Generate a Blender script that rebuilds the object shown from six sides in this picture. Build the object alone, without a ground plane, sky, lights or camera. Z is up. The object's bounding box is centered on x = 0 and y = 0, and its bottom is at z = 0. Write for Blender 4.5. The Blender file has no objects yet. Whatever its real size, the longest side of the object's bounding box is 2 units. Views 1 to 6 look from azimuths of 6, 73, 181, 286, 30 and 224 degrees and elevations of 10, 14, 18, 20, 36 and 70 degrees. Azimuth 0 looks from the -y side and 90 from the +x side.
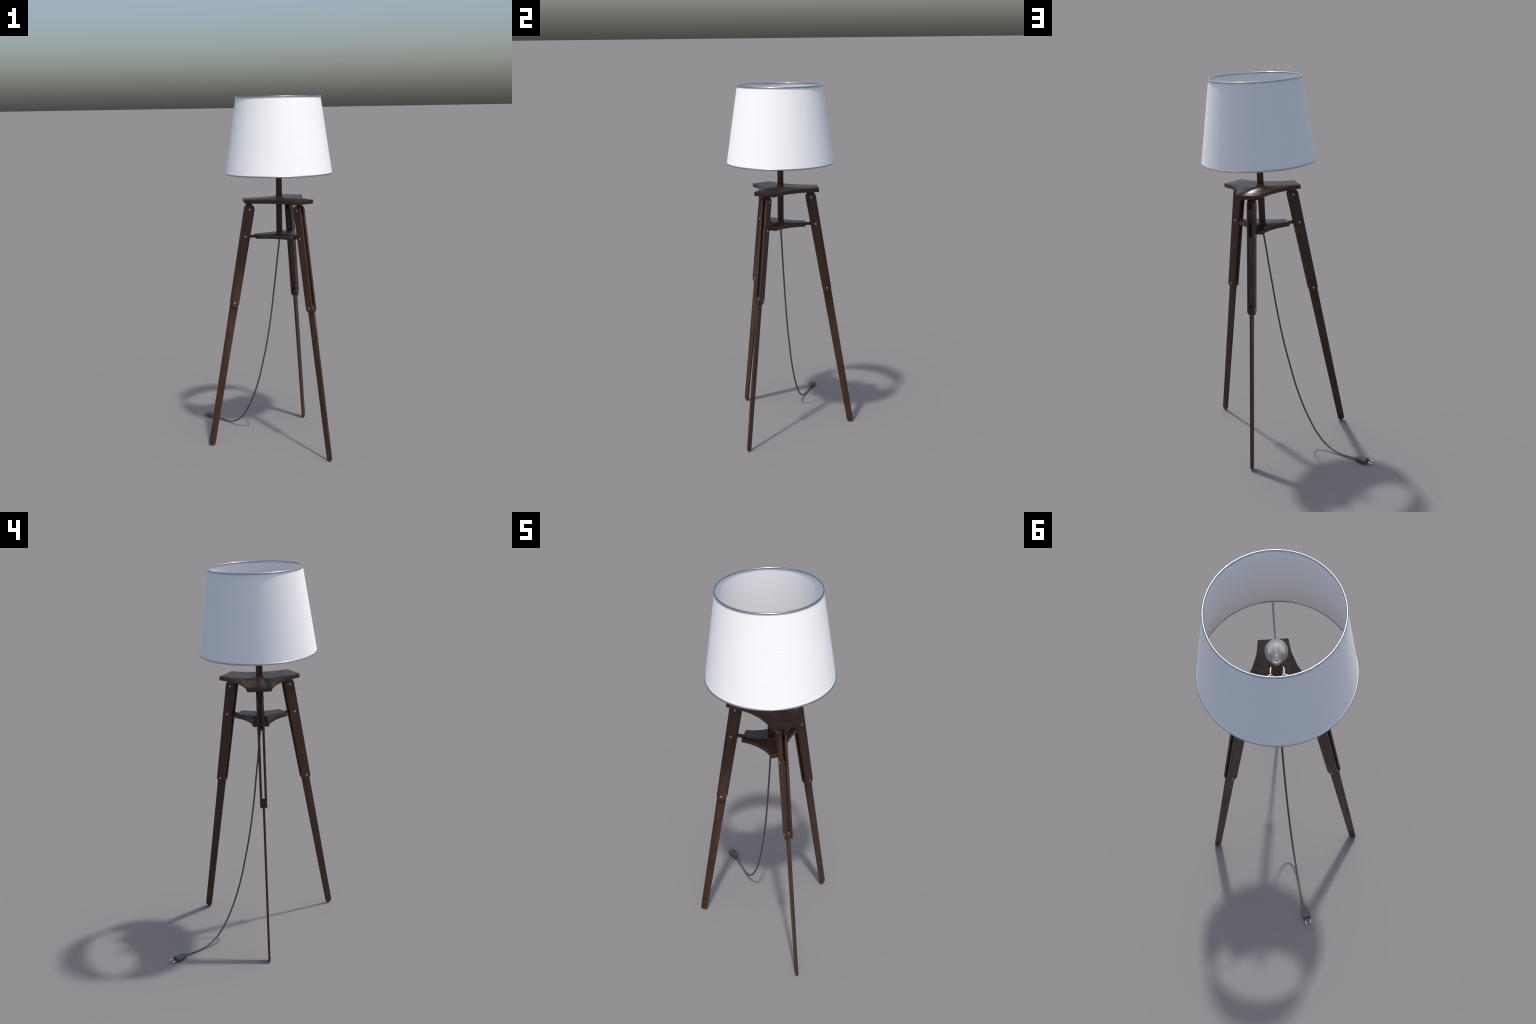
"""Tripod floor lamp: three folding wooden legs, star-shaped plates, turned pole,
white fabric drum shade with chrome rims, glass bulb, power cord with a two-pin plug."""
import bpy, bmesh, math
from mathutils import Vector, Matrix

AXIS = Vector((0.1165, -0.0552, 0.0))      # vertical axis of the lamp
ARMS = (75.0, 195.0, 315.0)                # directions of legs, plate arms and spokes
TILT = math.radians(10.0)                  # splay of the legs
PIN_TOP, PIN_MID, PIN_LOW = (0.1705, 1.3770), (0.1977, 1.2228), (0.2645, 0.8435)


# ------------------------------------------------------------------ materials
def new_mat(name):
    m = bpy.data.materials.new(name)
    m.use_nodes = True
    nt = m.node_tree
    b = nt.nodes["Principled BSDF"]
    return m, nt, b


def link(nt, a, b):
    nt.links.new(a, b)


def ramp(nt, stops):
    r = nt.nodes.new("ShaderNodeValToRGB")
    cr = r.color_ramp
    while len(cr.elements) < len(stops):
        cr.elements.new(0.5)
    for e, (p, c) in zip(cr.elements, stops):
        e.position = p
        e.color = (*c, 1.0)
    return r


def wood(name, rotation, vary=True, spec=0.5, rough=(0.34, 0.50), grain=240.0, along="z"):
    """Dark walnut; the grain runs along the local axis `along` after `rotation`."""
    m, nt, b = new_mat(name)
    tc = nt.nodes.new("ShaderNodeTexCoord")
    rot = nt.nodes.new("ShaderNodeMapping")
    rot.inputs["Rotation"].default_value = rotation
    link(nt, tc.outputs["Object"], rot.inputs["Vector"])
    src = rot.outputs["Vector"]
    if vary:
        info = nt.nodes.new("ShaderNodeObjectInfo")
        mul = nt.nodes.new("ShaderNodeVectorMath")
        mul.operation = "SCALE"
        mul.inputs[0].default_value = (7.0, 5.0, 3.0)
        link(nt, info.outputs["Random"], mul.inputs["Scale"])
        add = nt.nodes.new("ShaderNodeVectorMath")
        link(nt, src, add.inputs[0])
        link(nt, mul.outputs[0], add.inputs[1])
        src = add.outputs[0]

    def noise(scale, detail, sc, dist=0.0):
        mp = nt.nodes.new("ShaderNodeMapping")
        mp.inputs["Scale"].default_value = sc if along == "z" else (sc[2], sc[0], sc[1])
        link(nt, src, mp.inputs["Vector"])
        n = nt.nodes.new("ShaderNodeTexNoise")
        n.inputs["Scale"].default_value = scale
        n.inputs["Detail"].default_value = detail
        n.inputs["Distortion"].default_value = dist
        link(nt, mp.outputs[0], n.inputs["Vector"])
        return n
    broad = noise(1.0, 3.0, (34.0, 34.0, 3.0), 0.4)
    fine = noise(1.0, 4.0, (grain, grain, 9.0), 0.2)
    blot = noise(1.0, 2.0, (9.0, 9.0, 4.0))
    mixn = nt.nodes.new("ShaderNodeMix")
    mixn.inputs["Factor"].default_value = 0.45
    link(nt, broad.outputs["Fac"], mixn.inputs["A"])
    link(nt, fine.outputs["Fac"], mixn.inputs["B"])
    r = ramp(nt, [(0.30, (0.034, 0.0143, 0.0085)), (0.45, (0.053, 0.0222, 0.0128)),
                  (0.57, (0.068, 0.0283, 0.0158)), (0.72, (0.102, 0.0430, 0.0240))])
    link(nt, mixn.outputs["Result"], r.inputs["Fac"])
    tint = ramp(nt, [(0.32, (0.84, 0.85, 0.88)), (0.68, (1.0, 0.97, 0.93))])
    link(nt, blot.outputs["Fac"], tint.inputs["Fac"])
    mc = nt.nodes.new("ShaderNodeMix")
    mc.data_type = "RGBA"
    mc.blend_type = "MULTIPLY"
    mc.inputs["Factor"].default_value = 1.0
    link(nt, r.outputs["Color"], mc.inputs["A"])
    link(nt, tint.outputs["Color"], mc.inputs["B"])
    link(nt, mc.outputs["Result"], b.inputs["Base Color"])
    rr = nt.nodes.new("ShaderNodeMapRange")
    b.inputs["Specular IOR Level"].default_value = spec
    rr.inputs["From Min"].default_value = 0.36
    rr.inputs["From Max"].default_value = 0.64
    rr.inputs["To Min"].default_value = rough[0]
    rr.inputs["To Max"].default_value = rough[1]
    link(nt, mixn.outputs["Result"], rr.inputs["Value"])
    link(nt, rr.outputs["Result"], b.inputs["Roughness"])
    pale_streaks = ramp(nt, [(0.56, (0.0, 0.0, 0.0)), (0.74, (1.0, 1.0, 1.0))])
    link(nt, fine.outputs["Fac"], pale_streaks.inputs["Fac"])
    streak_mix = nt.nodes.new("ShaderNodeMix")
    streak_mix.data_type = "RGBA"
    streak_mix.inputs["B"].default_value = (0.115, 0.078, 0.058, 1.0)
    half = nt.nodes.new("ShaderNodeMath")
    half.operation = "MULTIPLY"
    half.inputs[1].default_value = 0.35
    link(nt, pale_streaks.outputs["Color"], half.inputs[0])
    link(nt, half.outputs[0], streak_mix.inputs["Factor"])
    link(nt, mc.outputs["Result"], streak_mix.inputs["A"])
    link(nt, streak_mix.outputs["Result"], b.inputs["Base Color"])
    bump = nt.nodes.new("ShaderNodeBump")
    bump.inputs["Strength"].default_value = 0.45
    bump.inputs["Distance"].default_value = 0.0008
    link(nt, fine.outputs["Fac"], bump.inputs["Height"])
    link(nt, bump.outputs["Normal"], b.inputs["Normal"])
    return m


def plain(name, col, rough, metal=0.0, spec=0.5):
    m, nt, b = new_mat(name)
    tc = nt.nodes.new("ShaderNodeTexCoord")
    n = nt.nodes.new("ShaderNodeTexNoise")
    n.inputs["Scale"].default_value = 60.0
    link(nt, tc.outputs["Object"], n.inputs["Vector"])
    r = ramp(nt, [(0.3, tuple(c * 0.93 for c in col)), (0.7, tuple(min(1.0, c * 1.05) for c in col))])
    link(nt, n.outputs["Fac"], r.inputs["Fac"])
    link(nt, r.outputs["Color"], b.inputs["Base Color"])
    b.inputs["Roughness"].default_value = rough
    b.inputs["Metallic"].default_value = metal
    b.inputs["Specular IOR Level"].default_value = spec
    return m


def fabric():
    """White woven cloth: rows of small darker stitches round the cone."""
    m, nt, b = new_mat("white_woven_fabric")
    tc = nt.nodes.new("ShaderNodeTexCoord")
    sep = nt.nodes.new("ShaderNodeSeparateXYZ")
    link(nt, tc.outputs["Object"], sep.inputs[0])

    def math_node(op, a, bval=None):
        n = nt.nodes.new("ShaderNodeMath")
        n.operation = op
        for i, v in enumerate((a, bval)):
            if v is None:
                continue
            if isinstance(v, (int, float)):
                n.inputs[i].default_value = v
            else:
                link(nt, v, n.inputs[i])
        return n.outputs[0]
    ang = math_node("ARCTAN2", sep.outputs["Y"], sep.outputs["X"])
    col = math_node("SINE", math_node("MULTIPLY", ang, 250.0))
    row = math_node("SINE", math_node("MULTIPLY", sep.outputs["Z"], 2 * math.pi / 0.0132))
    slow = math_node("SINE", math_node("MULTIPLY", sep.outputs["Z"], 2 * math.pi / 0.052))
    cells = math_node("MULTIPLY", math_node("MAXIMUM", col, 0.0), math_node("MAXIMUM", row, 0.0))
    amount = math_node("MULTIPLY", cells, math_node("ADD", math_node("MULTIPLY", slow, 0.3), 0.7))
    rows = math_node("MULTIPLY", math_node("MAXIMUM", row, 0.0), 0.06)
    amount = math_node("ADD", amount, rows)
    nz = nt.nodes.new("ShaderNodeTexNoise")
    nz.inputs["Scale"].default_value = 9.0
    link(nt, tc.outputs["Object"], nz.inputs["Vector"])
    amount = math_node("MULTIPLY", amount, math_node("ADD", nz.outputs["Fac"], 0.3))
    r = ramp(nt, [(0.0, (0.945, 0.945, 0.945)), (1.0, (0.855, 0.855, 0.86))])
    link(nt, amount, r.inputs["Fac"])
    link(nt, r.outputs["Color"], b.inputs["Base Color"])
    b.inputs["Roughness"].default_value = 0.85
    b.inputs["Specular IOR Level"].default_value = 0.25
    return m


def bulb_glass():
    """Thin clear glass (straight-through with a Fresnel gloss) with a milky haze on
    the globe, clear at the neck."""
    m, nt, b = new_mat("hazy_bulb_glass")
    nt.nodes.remove(b)
    through = nt.nodes.new("ShaderNodeBsdfTransparent")
    gloss = nt.nodes.new("ShaderNodeBsdfGlossy")
    gloss.inputs["Roughness"].default_value = 0.04
    fres = nt.nodes.new("ShaderNodeFresnel")
    fres.inputs["IOR"].default_value = 1.45
    tc = nt.nodes.new("ShaderNodeTexCoord")
    sep = nt.nodes.new("ShaderNodeSeparateXYZ")
    link(nt, tc.outputs["Object"], sep.inputs[0])
    neck = nt.nodes.new("ShaderNodeMapRange")          # gloss forced up at the neck to bring out a grey sky reflection
    neck.inputs["From Min"].default_value = 0.012
    neck.inputs["From Max"].default_value = 0.030
    neck.inputs["To Min"].default_value = 0.15
    neck.inputs["To Max"].default_value = 0.0
    link(nt, sep.outputs["Z"], neck.inputs["Value"])
    most = nt.nodes.new("ShaderNodeMath")
    most.operation = "MAXIMUM"
    link(nt, fres.outputs[0], most.inputs[0])
    link(nt, neck.outputs["Result"], most.inputs[1])
    thin = nt.nodes.new("ShaderNodeMixShader")
    link(nt, most.outputs[0], thin.inputs["Fac"])
    link(nt, through.outputs[0], thin.inputs[1])
    link(nt, gloss.outputs[0], thin.inputs[2])
    mr = nt.nodes.new("ShaderNodeMapRange")
    mr.interpolation_type = "SMOOTHSTEP"
    mr.inputs["From Min"].default_value = 0.022
    mr.inputs["From Max"].default_value = 0.062
    mr.inputs["To Min"].default_value = 0.02
    mr.inputs["To Max"].default_value = 0.20
    link(nt, sep.outputs["Z"], mr.inputs["Value"])
    haze = nt.nodes.new("ShaderNodeBsdfDiffuse")
    haze.inputs["Color"].default_value = (0.9, 0.9, 0.9, 1)
    mix = nt.nodes.new("ShaderNodeMixShader")
    link(nt, mr.outputs["Result"], mix.inputs["Fac"])
    link(nt, thin.outputs[0], mix.inputs[1])
    link(nt, haze.outputs[0], mix.inputs[2])
    link(nt, mix.outputs[0], nt.nodes["Material Output"].inputs["Surface"])
    return m


WOOD_LEG = wood("walnut_leg", (0.0, TILT, 0.0), spec=0.40, rough=(0.30, 0.60))
WOOD_PLATE = wood("walnut_plate", (0.0, 0.0, math.radians(-15)), vary=False, spec=0.38, rough=(0.22, 0.46), grain=150.0, along="x")
WOOD_TURNED = wood("walnut_turned", (0, 0, 0), spec=0.33)
CHROME = plain("chrome", (0.52, 0.545, 0.585), 0.10, 1.0)
STEEL = plain("satin_steel", (0.50, 0.50, 0.51), 0.32, 1.0)
RUBBER = plain("grey_rubber", (0.074, 0.078, 0.080), 0.5)
BLACK = plain("black_sleeve", (0.030, 0.031, 0.033), 0.5)
FABRIC = fabric()
GLASS = bulb_glass()
DOME_GLOSS = plain("bright_dome_gloss", (0.40, 0.41, 0.43), 0.07, 0.8, 0.8)
PALE = plain("stem_glass", (0.75, 0.75, 0.74), 0.25)


# ------------------------------------------------------------------ helpers
def obj_from_bm(name, bm, mat, parent=None, smooth=True):
    bmesh.ops.recalc_face_normals(bm, faces=bm.faces)
    me = bpy.data.meshes.new(name)
    bm.to_mesh(me)
    bm.free()
    me.materials.append(mat)
    for p in me.polygons:
        p.use_smooth = smooth
    return place(name, me, parent)


def place(name, me, parent=None, loc=(0, 0, 0), rot=(0, 0, 0)):
    o = bpy.data.objects.new(name, me)
    bpy.context.scene.collection.objects.link(o)
    o.parent = parent
    o.location = loc
    o.rotation_euler = rot
    return o


def slab(outline, depth, bevel, axis="y", rounds=1):
    """Closed 2D outline (u, v) extruded over +-depth/2 with chamfered rims.
    axis 'y': outline lies in x-z; axis 'z': outline lies in x-y."""
    bm = bmesh.new()
    put = (lambda u, v, w: (u, w, v)) if axis == "y" else (lambda u, v, w: (u, v, w))
    a = [bm.verts.new(put(u, v, -depth / 2)) for u, v in outline]
    c = [bm.verts.new(put(u, v, depth / 2)) for u, v in outline]
    bm.faces.new(a)
    bm.faces.new(list(reversed(c)))
    n = len(outline)
    for i in range(n):
        j = (i + 1) % n
        bm.faces.new((a[j], a[i], c[i], c[j]))
    bmesh.ops.recalc_face_normals(bm, faces=bm.faces)
    if bevel > 0:
        rim = [e for e in bm.edges if len(e.link_faces) == 2
               and any(len(f.verts) == n for f in e.link_faces)]
        bmesh.ops.bevel(bm, geom=rim, offset=bevel, segments=rounds, affect="EDGES",
                        profile=0.5, clamp_overlap=True)
    return bm


def capsule(p0, r0, p1, r1, steps=18):
    """Tapered outline round two circles (p0 above p1) in a plane."""
    p0, p1 = Vector(p0), Vector(p1)
    d = p1 - p0
    L = d.length
    base = math.atan2(d.y, d.x)
    off = math.acos((r0 - r1) / L)
    pts = []
    for i in range(steps + 1):                       # round end at p1
        t = base - off + 2 * off * i / steps
        pts.append((p1.x + r1 * math.cos(t), p1.y + r1 * math.sin(t)))
    for i in range(steps + 1):                       # round end at p0
        t = base + off + (2 * math.pi - 2 * off) * i / steps
        pts.append((p0.x + r0 * math.cos(t), p0.y + r0 * math.sin(t)))
    return pts


def lathe(profile, seg=48, closed=False, caps=True):
    """Surface of revolution about z of (radius, z) points."""
    bm = bmesh.new()
    rings = []
    for r, z in profile:
        rings.append([bm.verts.new((r * math.cos(2 * math.pi * k / seg),
                                    r * math.sin(2 * math.pi * k / seg), z)) for k in range(seg)])
    m = len(rings)
    for i in range(m if closed else m - 1):
        a, c = rings[i], rings[(i + 1) % m]
        for k in range(seg):
            l = (k + 1) % seg
            bm.faces.new((a[k], a[l], c[l], c[k]))
    if caps and not closed:
        bm.faces.new(list(reversed(rings[0])))
        bm.faces.new(rings[-1])
    return bm


def sweep(points, radius, seg=14):
    """Round tube along a list of points."""
    bm = bmesh.new()
    pts = [Vector(p) for p in points]
    prev = None
    rings = []
    for i, p in enumerate(pts):
        t = (pts[min(i + 1, len(pts) - 1)] - pts[max(i - 1, 0)]).normalized()
        if prev is None:
            side = t.orthogonal().normalized()
        else:
            side = (prev - t * prev.dot(t)).normalized()
        prev = side
        up = t.cross(side)
        rings.append([bm.verts.new(p + radius * (math.cos(2 * math.pi * k / seg) * side
                                                 + math.sin(2 * math.pi * k / seg) * up))
                      for k in range(seg)])
    for a, c in zip(rings, rings[1:]):
        for k in range(seg):
            l = (k + 1) % seg
            bm.faces.new((a[k], a[l], c[l], c[k]))
    bm.faces.new(list(reversed(rings[0])))
    bm.faces.new(rings[-1])
    return bm


def sharpen(o, angle=35):
    """Smooth shading that keeps edges above the angle crisp."""
    o.data.set_sharp_from_angle(angle=math.radians(angle))


def smooth_curve(ctrl, per=10):
    """Catmull-Rom through 2D control points."""
    out = []
    P = [Vector(c) for c in ctrl]
    P = [P[0] * 2 - P[1]] + P + [P[-1] * 2 - P[-2]]
    for i in range(1, len(P) - 2):
        a, b, c, d = P[i - 1:i + 3]
        for k in range(per):
            t = k / per
            out.append(0.5 * ((2 * b) + (c - a) * t + (2 * a - 5 * b + 4 * c - d) * t * t
                              + (3 * b - a - 3 * c + d) * t ** 3))
    out.append(P[-2])
    return out


# ------------------------------------------------------------------ root
root = bpy.data.objects.new("floor_lamp", None)
bpy.context.scene.collection.objects.link(root)
root.location = AXIS
root.empty_display_size = 0.1
root["label"] = "wooden tripod floor lamp with a white drum shade and cord"
root["category"] = "floor lamp"


# ------------------------------------------------------------------ star plates
def star_outline(reach, half, waist, arc=5):
    """Three arms with straight ends, joined by concave arcs; `waist` is the
    distance from the centre to the middle of each arc."""
    corner = math.hypot(reach, half)
    spread = math.atan2(half, reach)
    g = math.radians(60) - spread
    cx, cy = corner * math.cos(g), corner * math.sin(g)
    # circle centred on the bisector through (waist,0) and (cx,+-cy)
    c = (cx * cx + cy * cy - waist * waist) / (2 * (cx - waist))
    R = c - waist
    end = math.atan2(cy, c - cx)
    pts = []
    for arm in ARMS:
        a = math.radians(arm)
        bis = a + math.radians(60)
        for i in range(arc + 1):
            t = -end + 2 * end * i / arc
            x, y = c - R * math.cos(t), R * math.sin(t)
            pts.append((x * math.cos(bis) - y * math.sin(bis), x * math.sin(bis) + y * math.cos(bis)))
    return pts


def star_plate(outline, depth, bevel, centre, collar_h):
    """Chamfered star slab whose top surface flows into a turned collar round the
    pole; everything is smooth shaded, so the plate looks gently dished."""
    bm = slab(outline, depth, bevel, "z")
    n = len(outline)
    top = max((f for f in bm.faces if len(f.verts) == n), key=lambda f: f.calc_center_median().z)
    border = list(top.edges)
    bmesh.ops.delete(bm, geom=[top], context="FACES_ONLY")
    seg, zt, h = 18, depth / 2, collar_h
    rings = []
    for r, z in ((0.0226, 0.0), (0.0222, h * 0.42), (0.0206, h * 0.72), (0.0184, h), (0.0160, h)):
        rings.append([bm.verts.new((centre[0] + r * math.cos(2 * math.pi * k / seg),
                                    centre[1] + r * math.sin(2 * math.pi * k / seg), zt + z)) for k in range(seg)])
    for lo, hi in zip(rings, rings[1:]):
        for k in range(seg):
            l = (k + 1) % seg
            bm.faces.new((lo[k], lo[l], hi[l], hi[k]))
    # top surface: triangles running radially from the outline to the collar
    def turn(v):
        return math.atan2(v.co.y - centre[1], v.co.x - centre[0]) % (2 * math.pi)
    outer = sorted({v for e in border for v in e.verts}, key=turn)
    inner = sorted(rings[0], key=turn)
    i = j = 0
    while i < len(outer) or j < len(inner):
        o0, o1 = outer[i % len(outer)], outer[(i + 1) % len(outer)]
        r0, r1 = inner[j % len(inner)], inner[(j + 1) % len(inner)]
        next_o = (turn(o1) + (2 * math.pi if i + 1 >= len(outer) else 0)) if i < len(outer) else 99
        next_r = (turn(r1) + (2 * math.pi if j + 1 >= len(inner) else 0)) if j < len(inner) else 99
        if next_o <= next_r:
            bm.faces.new((o0, o1, r0))
            i += 1
        else:
            bm.faces.new((r0, o0, r1))
            j += 1
    return bm


PLATE_OFF = Vector((0.0070, 0.0025, 1.4246))
plate = obj_from_bm("top_plate", star_plate(star_outline(0.2075, 0.0602, 0.1185), 0.0222, 0.0016,
                                            (-PLATE_OFF.x, -PLATE_OFF.y), 0.0135), WOOD_PLATE, root)
plate.location = PLATE_OFF
shelf = obj_from_bm("lower_shelf", star_plate(star_outline(0.1380, 0.0398, 0.0800), 0.0216, 0.0016,
                                              (0, 0), 0.0080), WOOD_PLATE, root)
shelf.location = (0.0, 0.0, 1.2230)

# hinge tabs under the top plate and tongues of the shelf, both between the leg rails
tab_outline = capsule((PIN_TOP[0], 1.4060), 0.0138, (PIN_TOP[0], PIN_TOP[1] - 0.0095), 0.0142)
tab_me = None
tongue_me = None
for arm in ARMS:
    rz = (0, 0, math.radians(arm))
    if tab_me is None:
        t = obj_from_bm("hinge_tab", slab(tab_outline, 0.0110, 0.0008), WOOD_LEG)
        tab_me = t.data
        tg = obj_from_bm("shelf_tongue", slab(
            [(0.125, 1.2150), (0.205, 1.2150), (0.2085, 1.2170), (0.2100, 1.2205), (0.2100, 1.2252),
             (0.2085, 1.2287), (0.205, 1.2307), (0.125, 1.2307)], 0.0110, 0.0008), WOOD_LEG)
        tongue_me = tg.data
    else:
        t = place("hinge_tab", tab_me)
        tg = place("shelf_tongue", tongue_me)
    sharpen(t) if t.data.users == 1 else None
    sharpen(tg) if tg.data.users == 1 else None
    t.parent, t.rotation_euler, t.location = plate, rz, -plate.location
    tg.parent, tg.rotation_euler, tg.location = shelf, rz, -shelf.location


# ------------------------------------------------------------------ legs
FOOT_R = 0.0186
foot = (PIN_LOW[0] + (PIN_LOW[1] - FOOT_R) * math.tan(TILT) - 0.0005, FOOT_R)
board_outline = capsule(PIN_LOW, 0.0241, foot, FOOT_R)
rail_outline = capsule(PIN_TOP, 0.0290, PIN_LOW, 0.0253)
GAP, RAIL_T, BOARD_T = 0.0061, 0.0123, 0.0116
HEAD_R, HEAD_H = 0.0062, 0.0027


def pin_mesh():
    """Steel pin through both rails with a domed head on each side (axis = y)."""
    half = GAP + RAIL_T
    prof = [(0.0005, -half - HEAD_H), (0.0028, -half - HEAD_H * 0.96), (0.0048, -half - HEAD_H * 0.80),
            (0.0058, -half - HEAD_H * 0.48), (HEAD_R, -half), (0.0030, -half + 0.001)]
    prof += [(r, -z) for r, z in reversed(prof)]
    bm = lathe(prof, 20)
    bmesh.ops.rotate(bm, verts=bm.verts, cent=(0, 0, 0), matrix=Matrix.Rotation(math.radians(90), 3, "X"))
    return bm


board_me = rail_me = pin_me = None
for arm in ARMS:
    rz = (0, 0, math.radians(arm))
    if board_me is None:
        leg = obj_from_bm("leg", slab(board_outline, BOARD_T, 0.0028, rounds=3), WOOD_LEG, root)
        sharpen(leg, 13)
        board_me = leg.data
        tmp = obj_from_bm("leg_rail", slab(rail_outline, RAIL_T, 0.0036, rounds=3), WOOD_LEG)
        sharpen(tmp, 13)
        rail_me = tmp.data
        bpy.data.objects.remove(tmp)
        tmp = obj_from_bm("pin", pin_mesh(), STEEL)
        pin_me = tmp.data
        bpy.data.objects.remove(tmp)
    else:
        leg = place("leg", board_me, root)
    leg.rotation_euler = rz
    for s in (-1, 1):
        place("leg_rail", rail_me, leg, (0, s * (GAP + RAIL_T / 2), 0))
    for r, z in (PIN_TOP, PIN_MID, PIN_LOW):
        place("pin", pin_me, leg, (r, 0, z))


# ------------------------------------------------------------------ pole, collars, socket
pole = obj_from_bm("pole", lathe([(0.0173, 1.2300), (0.0173, 1.5660)], 40), WOOD_TURNED, root)
sharpen(pole)
socket = obj_from_bm("bulb_socket", lathe(
    [(0.0165, 1.5560), (0.0212, 1.5575), (0.0220, 1.5600), (0.0220, 1.6500), (0.0214, 1.6515), (0.0010, 1.6515)], 40), WOOD_TURNED, root)
sharpen(socket)


# ------------------------------------------------------------------ bulb
glass_profile = smooth_curve([(0.0180, 0.0015), (0.0208, 0.0055), (0.0216, 0.012), (0.0243, 0.023), (0.0298, 0.0365), (0.0362, 0.052),
                              (0.0404, 0.068), (0.0410, 0.082), (0.0383, 0.0972), (0.0318, 0.1095), (0.0215, 0.1178),
                              (0.0105, 0.1218), (0.0004, 0.1230)], 4)
outer = [(p.x, p.y) for p in glass_profile]
bulb = obj_from_bm("light_bulb", lathe(outer, 48), GLASS, root)
bulb.location = (0, 0, 1.6490)
dome = [(0.0203 * math.cos(math.radians(t)), 0.006 + 0.0200 * math.sin(math.radians(t))) for t in range(0, 89, 8)]
neck_dome = obj_from_bm("bright_neck_dome", lathe([(0.0203, 0.0030)] + dome + [(0.0004, 0.026)], 28), DOME_GLOSS, bulb)
stem = obj_from_bm("bulb_stem", lathe([(0.0060, 0.0245), (0.0042, 0.029), (0.0030, 0.040),
                                       (0.0042, 0.046), (0.0030, 0.050), (0.0005, 0.0515)], 20), PALE, bulb)


# ------------------------------------------------------------------ shade
TOP_Z, TOP_R, BOT_Z, BOT_R, RIM = 1.9955, 0.2349, 1.5752, 0.2975, 0.0045
cloth = 0.0006
fab = [(TOP_R + cloth, TOP_Z - 0.0015), (BOT_R + cloth, BOT_Z + 0.0015), (BOT_R - 0.0012, BOT_Z + 0.0015),
       (TOP_R - 0.0012, TOP_Z - 0.0015)]
shade = obj_from_bm("lamp_shade", lathe(fab, 160, closed=True), FABRIC, root)
sharpen(shade)


def torus_profile(R, z, r, n=14):
    return [(R + r * math.cos(2 * math.pi * k / n), z + r * math.sin(2 * math.pi * k / n)) for k in range(n)]


for R, z in ((TOP_R, TOP_Z), (BOT_R, BOT_Z)):
    obj_from_bm("shade_rim", lathe(torus_profile(R, z, RIM), 160, closed=True), CHROME, shade)
hub = obj_from_bm("spider_hub", lathe(torus_profile(0.0257, BOT_Z, 0.0040), 40, closed=True), CHROME, shade)
spoke_me = None
for arm in ARMS:
    if spoke_me is None:
        sp = obj_from_bm("spider_spoke", sweep([(0.0275, 0, BOT_Z), (0.16, 0, BOT_Z), (BOT_R - 0.001, 0, BOT_Z)],
                                               0.0044, 12), CHROME, shade)
        spoke_me = sp.data
        sharpen(sp)
    else:
        sp = place("spider_spoke", spoke_me, shade)
    sp.rotation_euler = (0, 0, math.radians(arm))


# ------------------------------------------------------------------ cord and plug
CORD_R = 0.0047
heading = math.radians(142.15)
hang = smooth_curve([(0.0, 1.222), (0.0035, 1.180), (0.0195, 1.080), (0.0335, 0.985), (0.0475, 0.900), (0.066, 0.784),
                     (0.0937, 0.6425), (0.1205, 0.531), (0.148, 0.436), (0.168, 0.3685), (0.1915, 0.302), (0.229, 0.217),
                     (0.268, 0.1475), (0.3055, 0.093), (0.347, 0.050), (0.383, 0.0265), (0.415, 0.0135), (0.447, 0.0072),
                     (0.482, 0.0048), (0.520, 0.0060), (0.556, 0.0095), (0.575, 0.0105)], 6)
drift = math.radians(0.25)                       # the hanging part leans a little off the plug's line
cord_pts = []
for p in hang:
    a = heading + drift * max(0.0, min(1.0, (0.50 - p.x) / 0.12))
    cord_pts.append((p.x * math.cos(a), p.x * math.sin(a), p.y))
cord = obj_from_bm("power_cord", sweep(cord_pts, CORD_R), RUBBER, root)
sharpen(cord, 60)

# plug: local x forward, resting on the floor
half_w = smooth_curve([(0.0, 0.0096), (0.018, 0.0149), (0.042, 0.0194), (0.061, 0.0210)], 3)
plan = [(p.x, -p.y) for p in half_w] + [(p.x, p.y) for p in reversed(half_w)]
plug_bm = slab(plan, 0.0190, 0.0012, "z")
plug = obj_from_bm("plug", plug_bm, RUBBER, root)
sharpen(plug, 30)
yaw = math.radians(146.5)
rear = Vector((0.5665 * math.cos(heading), 0.5665 * math.sin(heading), 0)) \
    + 0.0018 * Vector((-math.sin(heading), math.cos(heading), 0))
plug.location = (rear.x, rear.y, 0.0097)
plug.rotation_euler = (0, 0, yaw)
for s in (-1, 1):
    for nm, x0, x1, r, mat in (("prong_sleeve", 0.058, 0.0795, 0.0030, BLACK), ("prong", 0.0785, 0.0970, 0.0033, CHROME)):
        pr = obj_from_bm(nm, sweep([(x0, s * 0.0121, 0.0025), (x1 - 0.0015, s * 0.0121, 0.0025),
                                    (x1, s * 0.0121, 0.0025)], r, 12), mat, plug)
        sharpen(pr)
